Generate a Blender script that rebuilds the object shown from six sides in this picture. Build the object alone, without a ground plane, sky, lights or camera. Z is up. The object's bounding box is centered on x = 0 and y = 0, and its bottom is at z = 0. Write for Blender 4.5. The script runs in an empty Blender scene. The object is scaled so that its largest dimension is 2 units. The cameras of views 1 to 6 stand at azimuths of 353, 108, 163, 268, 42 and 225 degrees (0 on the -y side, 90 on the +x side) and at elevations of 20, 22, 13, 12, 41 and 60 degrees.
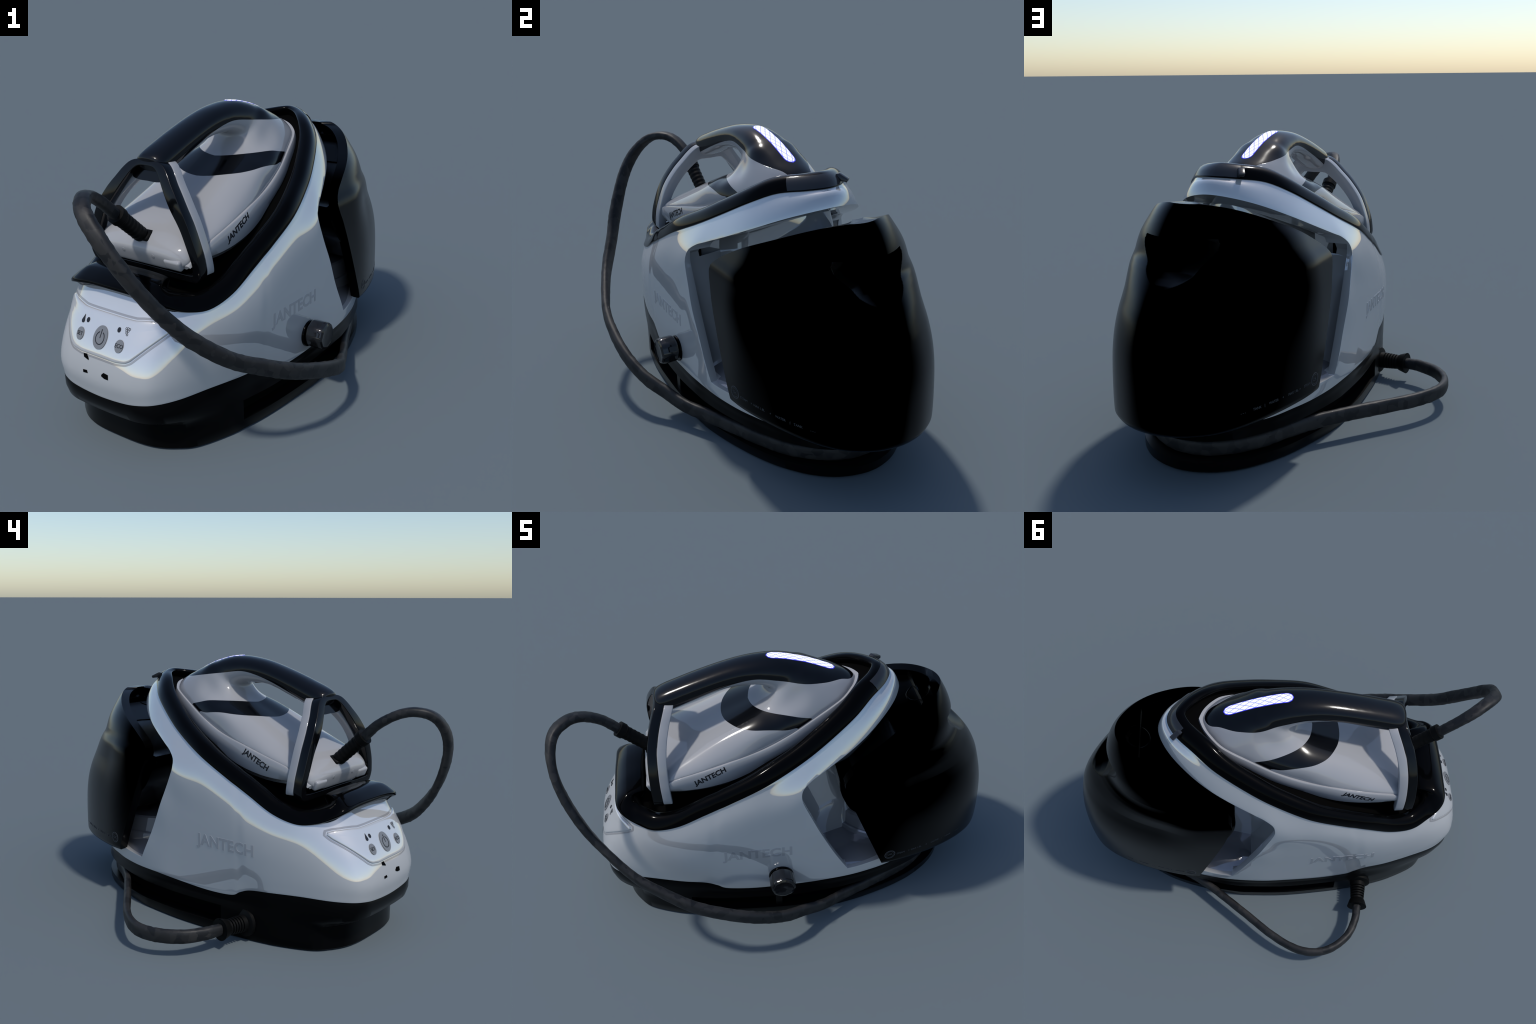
import bpy, bmesh, math, random
import numpy as np
from mathutils import Vector, Matrix
from mathutils.bvhtree import BVHTree

random.seed(7)
rng = np.random.default_rng(7)

# ------------------------------------------------------------------ frame
# Local frame: a = along the length (front -> rear), b = to the left, z = up.
HEADING = math.atan2(0.745, 0.667)
SIDE_SHIFT = 0.058
ROOT_LOC = (-math.sin(HEADING) * SIDE_SHIFT, math.cos(HEADING) * SIDE_SHIFT, 0.0)
# Iron frame: s = heel -> tip, b = left, h = up from the sole; tilted on the tray.
IRON_TILT = math.radians(24.27)
IRON_A, IRON_Z = -0.59, 0.745


def iron_to_local(p):
    p = np.asarray(p, float)
    c, s = math.cos(IRON_TILT), math.sin(IRON_TILT)
    return np.stack([IRON_A + p[..., 0] * c - p[..., 2] * s, p[..., 1],
                     IRON_Z + p[..., 0] * s + p[..., 2] * c], -1)


def local_to_iron(p):
    p = np.asarray(p, float)
    x, z = p[..., 0] - IRON_A, p[..., 2] - IRON_Z
    c, s = math.cos(IRON_TILT), math.sin(IRON_TILT)
    return np.stack([x * c + z * s, p[..., 1], -x * s + z * c], -1)


# ------------------------------------------------------------------ helpers
def spline(pts, n, closed=False):
    """Catmull-Rom through pts (k x d); n samples per segment."""
    p = np.array(pts, float)
    if closed:
        q = np.vstack([p[-1], p, p[0], p[1]])
        segs = len(p)
    else:
        q = np.vstack([2 * p[0] - p[1], p, 2 * p[-1] - p[-2]])
        segs = len(p) - 1
    t = np.linspace(0, 1, n, endpoint=False)[:, None]
    out = []
    for i in range(segs):
        a, b, c, d = q[i], q[i + 1], q[i + 2], q[i + 3]
        out.append(.5 * (2 * b + (c - a) * t + (2 * a - 5 * b + 4 * c - d) * t ** 2
                         + (3 * b - a - 3 * c + d) * t ** 3))
    if not closed:
        out.append(p[-1:])
    return np.vstack(out)


def resample(poly, n, closed=False):
    p = np.asarray(poly, float)
    if closed:
        p = np.vstack([p, p[:1]])
    d = np.r_[0, np.cumsum(np.linalg.norm(np.diff(p, axis=0), axis=1))]
    t = np.linspace(0, d[-1], n, endpoint=not closed)
    return np.stack([np.interp(t, d, p[:, k]) for k in range(p.shape[1])], -1)


def curve1(xs, ys):
    """Smooth monotone-ish 1D interpolation (Catmull-Rom on samples)."""
    d = spline(np.stack([xs, ys], -1), 24)
    o = np.argsort(d[:, 0])
    X, Y = d[o, 0], d[o, 1]
    return lambda x: np.interp(x, X, Y)


def make_mesh(name, verts, faces, mat=None, smooth=35, recalc=True):
    me = bpy.data.meshes.new(name)
    me.from_pydata([tuple(map(float, v)) for v in verts], [], [tuple(map(int, f)) for f in faces])
    ob = bpy.data.objects.new(name, me)
    bpy.context.scene.collection.objects.link(ob)
    if recalc:
        bm = bmesh.new(); bm.from_mesh(me)
        bmesh.ops.remove_doubles(bm, verts=bm.verts, dist=1e-6)
        bmesh.ops.recalc_face_normals(bm, faces=bm.faces)
        bm.to_mesh(me); bm.free()
    shade(ob, smooth)
    if mat:
        me.materials.append(mat)
    return ob


def shade(ob, angle):
    me = ob.data
    me.polygons.foreach_set('use_smooth', [angle > 0] * len(me.polygons))
    if angle > 0:
        me.set_sharp_from_angle(angle=math.radians(angle))
    me.update()


def grid(rows, cols, closed_cols=False, closed_rows=False, flip=False):
    f = []
    for i in range(rows if closed_rows else rows - 1):
        for j in range(cols if closed_cols else cols - 1):
            a, b = i * cols + j, i * cols + (j + 1) % cols
            c, d = ((i + 1) % rows) * cols + (j + 1) % cols, ((i + 1) % rows) * cols + j
            f.append((a, b, c, d))
    return f


def loft(name, G, mat=None, closed=True, cap0=True, cap1=True, smooth=35, closed_rows=False):
    """G: rows x cols x 3; each row a ring. Caps are fans round the ring's centre."""
    G = np.asarray(G, float)
    r, c, _ = G.shape
    v = list(G.reshape(-1, 3))
    f = grid(r, c, closed, closed_rows)
    if not closed_rows:
        for flag, row in ((cap0, 0), (cap1, r - 1)):
            if flag:
                v.append(G[row].mean(0)); k = len(v) - 1
                for j in range(c if closed else c - 1):
                    f.append((row * c + j, row * c + (j + 1) % c, k))
    return make_mesh(name, v, f, mat, smooth)


def prism(name, outline, lo, hi, axis, mat=None, smooth=35):
    """Extrude a 2D outline along a coordinate axis (0,1,2)."""
    o = np.asarray(outline, float)
    n = len(o)
    def lift(val):
        P = np.zeros((n, 3)); k = [i for i in range(3) if i != axis]
        P[:, k[0]] = o[:, 0]; P[:, k[1]] = o[:, 1]; P[:, axis] = val
        return P
    v = np.vstack([lift(lo), lift(hi)])
    f = [(i, (i + 1) % n, n + (i + 1) % n, n + i) for i in range(n)]
    f += [tuple(range(n))[::-1], tuple(range(n, 2 * n))]
    return make_mesh(name, v, f, mat, smooth)


def apply_mods(ob, smooth=None):
    dg = bpy.context.evaluated_depsgraph_get(); dg.update()
    me = bpy.data.meshes.new_from_object(ob.evaluated_get(dg))
    old = ob.data
    ob.modifiers.clear()
    ob.data = me
    me.name = old.name
    bpy.data.meshes.remove(old)
    if smooth is not None:
        shade(ob, smooth)
    return ob


def remove(ob):
    me = ob.data
    bpy.data.objects.remove(ob)
    if me.users == 0:
        bpy.data.meshes.remove(me)


def boolean(ob, cutter, op='DIFFERENCE', smooth=35, keep=False):
    m = ob.modifiers.new('cut', 'BOOLEAN'); m.operation = op; m.object = cutter; m.solver = 'EXACT'
    apply_mods(ob, smooth)
    if not keep:
        remove(cutter)
    return ob


def bevel(ob, w, seg=3, angle=35, smooth=40):
    m = ob.modifiers.new('bevel', 'BEVEL'); m.width = w; m.segments = seg
    m.limit_method = 'ANGLE'; m.angle_limit = math.radians(angle)
    m.use_clamp_overlap = True
    return apply_mods(ob, smooth)


def copy_of(ob, name):
    o = ob.copy(); o.data = ob.data.copy(); o.name = name; o.data.name = name
    bpy.context.scene.collection.objects.link(o)
    return o


def tube(name, path, radii, mat, seg=20, smooth=40):
    """Round tube along a path with a radius per path point."""
    P = np.asarray(path, float); T = np.gradient(P, axis=0)
    T /= np.linalg.norm(T, axis=1)[:, None]
    up = np.array([0, 1., 0]) if abs(T[0][1]) < .8 else np.array([0, 0, 1.])
    rings = []
    for p, t, r in zip(P, T, radii):
        x = np.cross(t, up); x /= np.linalg.norm(x); y = np.cross(t, x)
        th = np.linspace(0, 2 * math.pi, seg, endpoint=False)
        rings.append(p + r * (np.cos(th)[:, None] * x + np.sin(th)[:, None] * y))
    return loft(name, rings, mat, smooth=smooth)


def set_material(ob, mat):
    ob.data.materials.clear(); ob.data.materials.append(mat)


# ------------------------------------------------------------------ materials
def new_mat(name):
    m = bpy.data.materials.new(name); m.use_nodes = True
    nt = m.node_tree
    return m, nt, nt.nodes['Principled BSDF']


def plain(name, col, rough, spec=0.5, coat=0.0, var=0.03, scale=9.0, bump=0.0, bump_scale=30.0, metallic=0.0):
    """Moulded plastic: base colour with faint cloudy variation and fine surface waviness."""
    m, nt, p = new_mat(name)
    tc = nt.nodes.new('ShaderNodeTexCoord')
    nz = nt.nodes.new('ShaderNodeTexNoise'); nz.inputs['Scale'].default_value = scale
    nz.inputs['Detail'].default_value = 3
    nt.links.new(tc.outputs['Object'], nz.inputs['Vector'])
    rp = nt.nodes.new('ShaderNodeValToRGB')
    rp.color_ramp.elements[0].color = tuple(c * (1 - var) for c in col) + (1,)
    rp.color_ramp.elements[1].color = tuple(c * (1 + var) for c in col) + (1,)
    nt.links.new(nz.outputs['Fac'], rp.inputs['Fac'])
    nt.links.new(rp.outputs['Color'], p.inputs['Base Color'])
    p.inputs['Roughness'].default_value = rough
    p.inputs['Specular IOR Level'].default_value = spec
    p.inputs['Coat Weight'].default_value = coat
    p.inputs['Coat Roughness'].default_value = 0.03
    p.inputs['Metallic'].default_value = metallic
    if bump:
        n2 = nt.nodes.new('ShaderNodeTexNoise'); n2.inputs['Scale'].default_value = bump_scale
        nt.links.new(tc.outputs['Object'], n2.inputs['Vector'])
        b = nt.nodes.new('ShaderNodeBump'); b.inputs['Strength'].default_value = bump
        b.inputs['Distance'].default_value = 0.002
        nt.links.new(n2.outputs['Fac'], b.inputs['Height'])
        nt.links.new(b.outputs['Normal'], p.inputs['Normal'])
    return m


def sheen_black(name, col, rough, lo, hi, f0=.25, f1=.85, **kw):
    """Dark plastic that is matt seen face on and glossy at a glancing angle."""
    m = plain(name, col, rough, lo, **kw)
    nt = m.node_tree; p = nt.nodes['Principled BSDF']
    lw = nt.nodes.new('ShaderNodeLayerWeight'); lw.inputs['Blend'].default_value = .5
    mr = nt.nodes.new('ShaderNodeMapRange')
    for k, v in (('From Min', f0), ('From Max', f1), ('To Min', lo), ('To Max', hi)):
        mr.inputs[k].default_value = v
    nt.links.new(lw.outputs['Facing'], mr.inputs['Value'])
    nt.links.new(mr.outputs['Result'], p.inputs['Specular IOR Level'])
    return m


# pearly white lacquer: half of the reflection is mirror-like
WHITE = plain('white_lacquer', (0.67, 0.67, 0.675), 0.025, 0.5, var=.008, metallic=.45)
IRON_WHITE = plain('iron_white_plastic', (0.35, 0.35, 0.362), 0.06, 0.5, var=.01)
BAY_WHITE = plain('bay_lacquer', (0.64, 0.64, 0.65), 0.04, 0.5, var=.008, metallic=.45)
BAY_FLOOR = plain('bay_floor_dark_grey', (0.30, 0.30, 0.32), 0.05, 0.5, var=.008, metallic=.45)  # darker grey than the bay wall, used for the bay floor and seat
BLACK = sheen_black('black_gloss_plastic', (0.0012, 0.0013, 0.0016), 0.10, .06, .5)
GRIP_BLACK = plain('black_grip_plastic', (0.0025, 0.003, 0.0045), 0.14, 0.33)
FRAME_BLACK = plain('black_frame_plastic', (0.002, 0.0023, 0.003), 0.12, 0.3)
BASE_BLACK = sheen_black('black_base_plastic', (0.0028, 0.003, 0.0033), 0.30, .03, .45)
TANK_BLACK = sheen_black('smoked_tank_plastic', (0.0001, 0.0001, 0.00012), 0.24, .0, .80, .36, .82)
RUBBER = plain('black_rubber', (0.002, 0.002, 0.002), 0.55, 0.15)
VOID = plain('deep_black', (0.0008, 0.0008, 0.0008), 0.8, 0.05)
KNOB_BLACK = plain('knob_plastic', (0.010, 0.0105, 0.012), 0.08, 0.5)
SMOKE = plain('smoked_slider_plastic', (0.022, 0.023, 0.027), 0.18, 0.5)
GREY_BUTTON = plain('grey_button', (0.175, 0.18, 0.19), 0.15, 0.5)
INK = plain('dark_ink', (0.012, 0.013, 0.018), 0.35, 0.3)
FAINT_INK = plain('faint_grey_ink', (0.52, 0.52, 0.535), 0.03, 0.5, metallic=.45)
TANK_INK = plain('tank_grey_print', (0.06, 0.062, 0.068), 0.4, 0.3)
STEEL = plain('soleplate_metal', (0.45, 0.46, 0.48), 0.25, 0.5, metallic=0.9)


def hose_material():
    """Woven sleeve: angular camouflage facets of near-black and warm dark grey."""
    m, nt, p = new_mat('hose_sleeve')
    tc = nt.nodes.new('ShaderNodeTexCoord')
    vo = nt.nodes.new('ShaderNodeTexVoronoi'); vo.inputs['Scale'].default_value = 26
    vo.distance = 'MANHATTAN'
    nt.links.new(tc.outputs['Object'], vo.inputs['Vector'])
    sep = nt.nodes.new('ShaderNodeSeparateColor')
    nt.links.new(vo.outputs['Color'], sep.inputs['Color'])
    rp = nt.nodes.new('ShaderNodeValToRGB')
    rp.color_ramp.elements[0].color = (0.0085, 0.009, 0.0105, 1)
    rp.color_ramp.elements[1].color = (0.030, 0.0285, 0.028, 1)
    nt.links.new(sep.outputs['Red'], rp.inputs['Fac'])
    nt.links.new(rp.outputs['Color'], p.inputs['Base Color'])
    p.inputs['Roughness'].default_value = 0.5
    p.inputs['Specular IOR Level'].default_value = 0.3
    bm_ = nt.nodes.new('ShaderNodeBump'); bm_.inputs['Strength'].default_value = 0.25
    bm_.inputs['Distance'].default_value = 0.004
    nt.links.new(sep.outputs['Green'], bm_.inputs['Height'])
    nt.links.new(bm_.outputs['Normal'], p.inputs['Normal'])
    return m


def light_material():
    """Lit strip: white-blue glow seen through a wavy diamond lattice."""
    m, nt, p = new_mat('lit_strip')
    tc = nt.nodes.new('ShaderNodeTexCoord')
    mp = nt.nodes.new('ShaderNodeMapping'); mp.inputs['Scale'].default_value = (1, 1, 1)
    nt.links.new(tc.outputs['Object'], mp.inputs['Vector'])
    sep = nt.nodes.new('ShaderNodeSeparateXYZ'); nt.links.new(mp.outputs['Vector'], sep.inputs['Vector'])
    def wave(sign):
        add = nt.nodes.new('ShaderNodeMath'); add.operation = 'MULTIPLY_ADD'
        nt.links.new(sep.outputs['Y'], add.inputs[0]); add.inputs[1].default_value = sign * 1.5
        nt.links.new(sep.outputs['X'], add.inputs[2])
        mu = nt.nodes.new('ShaderNodeMath'); mu.operation = 'MULTIPLY'
        nt.links.new(add.outputs[0], mu.inputs[0]); mu.inputs[1].default_value = 84.0
        s = nt.nodes.new('ShaderNodeMath'); s.operation = 'SINE'; nt.links.new(mu.outputs[0], s.inputs[0])
        ab = nt.nodes.new('ShaderNodeMath'); ab.operation = 'ABSOLUTE'; nt.links.new(s.outputs[0], ab.inputs[0])
        return ab
    w1, w2 = wave(1), wave(-1)
    mn = nt.nodes.new('ShaderNodeMath'); mn.operation = 'MINIMUM'
    nt.links.new(w1.outputs[0], mn.inputs[0]); nt.links.new(w2.outputs[0], mn.inputs[1])
    rp = nt.nodes.new('ShaderNodeValToRGB')
    rp.color_ramp.elements[0].position = 0.12; rp.color_ramp.elements[0].color = (0.10, 0.12, 0.62, 1)
    rp.color_ramp.elements[1].position = 0.50; rp.color_ramp.elements[1].color = (0.95, 0.97, 1, 1)
    nt.links.new(mn.outputs[0], rp.inputs['Fac'])
    p.inputs['Base Color'].default_value = (0.3, 0.3, 0.4, 1)
    nt.links.new(rp.outputs['Color'], p.inputs['Emission Color'])
    p.inputs['Emission Strength'].default_value = 1.35
    return m


HOSE = hose_material()
LIGHT = light_material()
LIGHT_EDGE = plain('lit_strip_edge', (0.05, 0.05, 0.5), 0.3)
_p = LIGHT_EDGE.node_tree.nodes['Principled BSDF']
_p.inputs['Emission Color'].default_value = (0.03, 0.03, 0.5, 1); _p.inputs['Emission Strength'].default_value = 0.9

# ------------------------------------------------------------------ hierarchy
def empty(name, loc=(0, 0, 0), rot=(0, 0, 0), parent=None):
    e = bpy.data.objects.new(name, None); e.empty_display_size = 0.1
    bpy.context.scene.collection.objects.link(e)
    e.location = loc; e.rotation_euler = rot
    e.parent = parent
    return e


ROOT = empty('steam_ironing_station', ROOT_LOC, (0, 0, HEADING))
ROOT['label'] = 'white and black steam iron resting on a generator station with hose'
ROOT['category'] = 'steam iron'
IRON = empty('iron', (IRON_A, 0, IRON_Z), (0, -IRON_TILT, 0), ROOT)


def part(ob, parent=None):
    ob.parent = parent or ROOT
    return ob


# ------------------------------------------------------------------ white housing
# Columns of the outer wall, front centre -> rear centre; each from the lower edge to the rim.
HOUSING = [
    [(-.956, 0, .248), (-.968, 0, .34), (-.936, 0, .46), (-.862, 0, .585), (-.790, 0, .690)],
    [(-.953, .122, .253), (-.966, .12, .345), (-.934, .12, .46), (-.860, .12, .585), (-.788, .12, .688)],
    [(-.943, .203, .262), (-.953, .20, .35), (-.918, .20, .46), (-.850, .20, .575), (-.782, .20, .678)],
    [(-.908, .272, .270), (-.915, .275, .355), (-.882, .272, .46), (-.822, .268, .56), (-.762, .258, .660)],
    [(-.824, .333, .276), (-.825, .336, .36), (-.800, .336, .46), (-.762, .332, .55), (-.722, .318, .634)],
    [(-.686, .381, .278), (-.685, .388, .36), (-.675, .392, .46), (-.665, .386, .55), (-.650, .368, .630)],
    [(-.543, .418, .271), (-.540, .428, .37), (-.540, .432, .48), (-.535, .424, .58), (-.530, .397, .665)],
    [(-.425, .435, .260), (-.425, .448, .38), (-.42, .453, .52), (-.41, .443, .63), (-.400, .412, .735)],
    [(-.365, .444, .240), (-.365, .452, .375), (-.36, .457, .53), (-.35, .447, .66), (-.33, .416, .77)],
    [(-.310, .450, .213), (-.310, .457, .37), (-.30, .461, .54), (-.29, .451, .69), (-.265, .42, .802)],
    [(-.160, .464, .206), (-.150, .466, .38), (-.13, .466, .58), (-.11, .458, .76), (-.090, .42, .89)],
    [(.040, .474, .214), (.050, .47, .40), (.06, .467, .62), (.07, .455, .81), (.090, .378, .975)],
    [(.200, .474, .220), (.200, .467, .42), (.20, .462, .65), (.20, .41, .88), (.225, .33, 1.047)],
    [(.400, .448, .215), (.400, .45, .40), (.40, .42, .70), (.40, .315, 1.00), (.375, .258, 1.133)],
    [(.605, .388, .212), (.600, .37, .40), (.60, .33, .70), (.535, .215, 1.08), (.475, .178, 1.187)],
    [(.820, .272, .210), (.780, .25, .40), (.72, .20, .70), (.625, .11, 1.125), (.565, .088, 1.207)],
    [(.955, 0, .210), (.900, 0, .40), (.80, 0, .70), (.662, 0, 1.142), (.602, 0, 1.214)],
]


def mirror_cols(cols):
    """cols: n x m x 3 (front..rear, b>=0) -> closed loop of columns."""
    C = np.asarray(cols, float)
    M = C[1:-1][::-1].copy(); M[..., 1] *= -1
    return np.concatenate([C, M], 0)


def loop_surface(cols, around, up):
    C = mirror_cols(cols)                       # columns x levels x 3
    m = C.shape[1]
    rings = np.stack([spline(C[:, k], around, closed=True) for k in range(m)], 0)   # levels x N x 3
    return np.stack([spline(rings[:, j], up) for j in range(rings.shape[1])], 1)    # rows x N x 3


HG = loop_surface(HOUSING, 8, 8)
WHITE_EDGE = HG[0]          # lower edge loop
RIM_FRONT = {0: (-.840, 0, .702), 1: (-.838, .12, .70), 2: (-.834, .222, .688), 3: (-.803, .276, .667), 4: (-.735, .32, .638)}
RIM_EDGE = spline(mirror_cols([[RIM_FRONT.get(k, c[-1])] for k, c in enumerate(HOUSING)])[:, 0], 8, closed=True)
top = HG[-1]
inward = top * [1, .86, 1] + (np.array([-.12, 0, 0]) - top) * [.10, 0, 0]
HG_SOLID = np.concatenate([HG, [inward + [0, 0, -.08], inward + [0, 0, -.17]]], 0)
housing = loft('housing', HG_SOLID, WHITE)
housing_uncut = copy_of(housing, 'housing_uncut')

# tank bay: one side profile cut right through the rear
bay = spline([(.338, .273), (.265, .405), (.205, .53), (.14, .68), (.107, .76), (.092, .81), (.10, .855),
              (.145, .893), (.20, .918), (.33, .978), (.455, 1.040), (.56, 1.095), (.662, 1.144)], 5)
bay = np.vstack([bay, [(1.3, 1.36), (1.3, .273)]])
boolean(housing, prism('cutter', bay, -.8, .8, 1), smooth=38)
# behind its edge the shell is hollow: the cavity reaches further forward than the opening
hollow = [(.36, .285), (.235, .285), (.17, .405), (.11, .53), (.045, .68), (.015, .76), (.005, .80), (.03, .846), (.30, .853)]
boolean(housing, prism('cutter', np.array(hollow), -.426, .426, 1), smooth=38)
hollow_top = [(.37, .79), (.012, .79), (.022, .842), (.10, .872), (.30, .962), (.37, .962)]
boolean(housing, prism('cutter', np.array(hollow_top), -.322, .322, 1), smooth=38)
bevel(housing, .006, 3, 50, 40)
set_material(housing, WHITE)
part(housing)

HB = BVHTree.FromPolygons([tuple(v.co) for v in housing_uncut.data.vertices],
                          [tuple(p.vertices) for p in housing_uncut.data.polygons])


def hit(bvh, o, d):
    loc, nor, idx, dist = bvh.ray_cast(Vector(o), Vector(d).normalized())
    return loc, nor


# inner wall of the bay (core of the housing behind the tank)
core_rows = []
core_half = [(.0, .23), (.20, .22), (.30, .20), (.40, .168), (.49, .12), (.545, .065), (.565, 0)]
for z, k in ((.215, 1.0), (.50, 1.0), (.80, .98), (1.0, .93), (1.12, .80), (1.19, .70)):
    h = np.array(core_half) * [1, k]
    h[:, 0] = .06 + (h[:, 0] - .06) * (1 if z < 1.1 else .93)
    ring = np.vstack([h, (h[:-1] * [1, -1])[::-1]])
    ring = np.vstack([spline(ring, 6), [(-.05, -.3), (-.05, .3)]])
    core_rows.append(np.c_[ring, np.full(len(ring), z)])
core_cut = loft('bay_wall', core_rows, BAY_WHITE)
# keep it under the sloping tray
slope = [(-.3, .2), (-.3, .72), (.60, 1.165), (.9, 1.165), (.9, .2)]
boolean(core_cut, prism('cutter', slope, -1, 1, 1), 'INTERSECT')
part(core_cut)

# raised floor of the bay on which the tank stands, with a round seat
fl = np.array([(.16, .428), (.28, .428), (.42, .415), (.58, .352), (.74, .262), (.84, .150), (.865, 0)])
fl = spline(np.vstack([fl, (fl[:-1] * [1, -1])[::-1]]), 6)
fl_c = np.array([.45, 0])
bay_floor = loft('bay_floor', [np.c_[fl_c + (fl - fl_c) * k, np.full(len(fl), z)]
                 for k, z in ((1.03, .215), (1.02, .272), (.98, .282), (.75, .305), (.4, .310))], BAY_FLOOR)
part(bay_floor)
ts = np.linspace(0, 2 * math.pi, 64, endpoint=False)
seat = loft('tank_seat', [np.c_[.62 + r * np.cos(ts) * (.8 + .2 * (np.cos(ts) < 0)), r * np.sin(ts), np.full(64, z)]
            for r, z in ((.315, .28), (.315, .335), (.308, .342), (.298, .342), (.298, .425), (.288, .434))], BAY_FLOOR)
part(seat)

# ------------------------------------------------------------------ black base
FOOT = [(-.866, 0), (-.862, .12), (-.843, .206), (-.803, .278), (-.742, .343), (-.605, .403), (-.485, .435),
        (-.34, .460), (-.14, .478), (.05, .487), (.24, .479), (.32, .471), (.46, .440), (.63, .385),
        (.76, .322), (.875, .235), (.95, .130), (.980, 0)]


def closed_plan(half, n):
    h = np.array(half, float)
    full = np.vstack([h, (h[1:-1] * [1, -1])[::-1]])
    return resample(spline(full, 10, closed=True), n, closed=True)


NB = 360
foot = closed_plan(FOOT, NB)


def match(loop, ref):
    """Resample a closed 3D loop so that its points sit at the same bearing as ref (plan)."""
    c = np.array([0.0, 0.0])
    la = np.unwrap(np.arctan2(loop[:, 1] - c[1], loop[:, 0] - c[0]))
    o = np.argsort(la % (2 * math.pi)); L = loop[o]; A = (la % (2 * math.pi))[o]
    A3 = np.r_[A - 2 * math.pi, A, A + 2 * math.pi]; L3 = np.vstack([L, L, L])
    ra = np.arctan2(ref[:, 1] - c[1], ref[:, 0] - c[0]) % (2 * math.pi)
    return np.stack([np.interp(ra, A3, L3[:, k]) for k in range(3)], -1)


top_edge = match(WHITE_EDGE, foot)


def scale_plan(p, k):
    return p * np.array([k, k])


def ring3(plan, z):
    return np.c_[plan, np.broadcast_to(z, len(plan))]


inset_top = top_edge.copy(); inset_top[:, :2] *= .985
front_w = np.clip((-.35 - foot[:, 0]) / .3, 0, 1)[:, None]      # 1 at the front, 0 behind
wall_hi = np.minimum(top_edge[:, 2] - .012, .165)
mid = foot * (1 - .45 * front_w) + top_edge[:, :2] * .45 * front_w
rows = [ring3(scale_plan(foot, .990), 0.0), ring3(foot, .008), ring3(foot, .05), ring3(foot, .09),
        ring3(foot, .125),
        ring3(mid, np.minimum(top_edge[:, 2] - .03, .150)),
        ring3(foot * .14 + top_edge[:, :2] * .86, np.minimum(top_edge[:, 2] - .02, .172)),
        ring3(foot * .01 + top_edge[:, :2] * .99, wall_hi * .55 + top_edge[:, 2] * .45),
        np.c_[top_edge[:, :2] * 1.0, top_edge[:, 2] - .010],
        np.c_[top_edge[:, :2] * .988, top_edge[:, 2] + .010],
        np.c_[top_edge[:, :2] * .95, top_edge[:, 2] + .008],
        np.c_[top_edge[:, :2] * .90, top_edge[:, 2] * 0 + .195]]
base = loft('base', rows, BASE_BLACK, smooth=50)

# hose channel running round the rear
def channel(half_front_right, half_front_left, inset, outset, z0, z1, name):
    loop = closed_plan(FOOT, 720)
    keep = [p for p in loop if p[0] > (half_front_right if p[1] < 0 else half_front_left)]
    keep = np.array(sorted(keep, key=lambda p: math.atan2(p[1], p[0])))
    t = np.gradient(keep, axis=0); t /= np.linalg.norm(t, axis=1)[:, None]
    n = np.stack([t[:, 1], -t[:, 0]], -1)
    inner = keep - n * inset; outer = keep + n * outset
    return prism(name, np.vstack([outer, inner[::-1]])[::3], z0, z1, 2)


boolean(base, channel(-.52, -.27, .085, .15, .050, .148, 'cutter'), smooth=40)
set_material(base, BASE_BLACK)
part(base)
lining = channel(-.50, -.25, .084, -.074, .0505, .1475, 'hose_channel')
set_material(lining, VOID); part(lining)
post = prism('channel_post', np.array([(-.055, -.468), (-.020, -.468), (-.015, -.37), (-.06, -.37)]), .048, .150, 2, BASE_BLACK)
part(post)
# small round plug on the right flank of the base
plug = tube('base_plug', [(-.565, -.385, .165), (-.567, -.402, .165), (-.567, -.405, .165)], (.016, .016, .012), VOID, 16)
part(plug)

# ------------------------------------------------------------------ tray rim
rim_path = resample(RIM_EDGE, 300, closed=True)
tan = np.roll(rim_path, -1, 0) - np.roll(rim_path, 1, 0)
nrm = np.stack([tan[:, 1], -tan[:, 0], np.zeros(300)], -1)
nrm /= np.linalg.norm(nrm, axis=1)[:, None]
if (nrm * (rim_path - rim_path.mean(0))).sum() < 0:
    nrm = -nrm
frontness = np.clip((-.74 - rim_path[:, 0]) / .07, 0, 1); frontness = frontness ** 2 * (3 - 2 * frontness)
RIM_SECTION = [(-.02, -.012), (.002, -.004), (.006, .004), (.003, .026), (-.004, .044), (-.016, .055), (-.032, .059),
               (-.050, .056), (-.062, .047), (-.067, .032), (-.070, .005), (-.074, -.04), (-.072, -.075), (-.03, -.075)]
RIM_SECTION = np.array(RIM_SECTION)
back_w = np.clip((rim_path[:, 0] + .78) / .45, 0, 1); back_w = back_w ** 2 * (3 - 2 * back_w)
rim_up = np.stack([-.40 * back_w, 0 * back_w, 1 - .07 * back_w], -1)


def rim_point(o, u):
    """Section point swept round the rim; the front bar leans back, the rest follows the tilted tray."""
    lean = np.clip(u - .014 * frontness, 0, .08) * (1.15 * frontness + (.18 + .30 * (1 - back_w)) * (1 - frontness))
    widen = np.where(o < -.02, 1 + .85 * frontness, 1)
    return rim_path + nrm * (o * widen - lean)[:, None] + rim_up * u


rim_rows = [rim_point(o, u) for o, u in spline(RIM_SECTION, 3, closed=True)]
rim = loft('tray_rim', np.array(rim_rows), BLACK, closed_rows=True, smooth=60)
part(rim)

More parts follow.
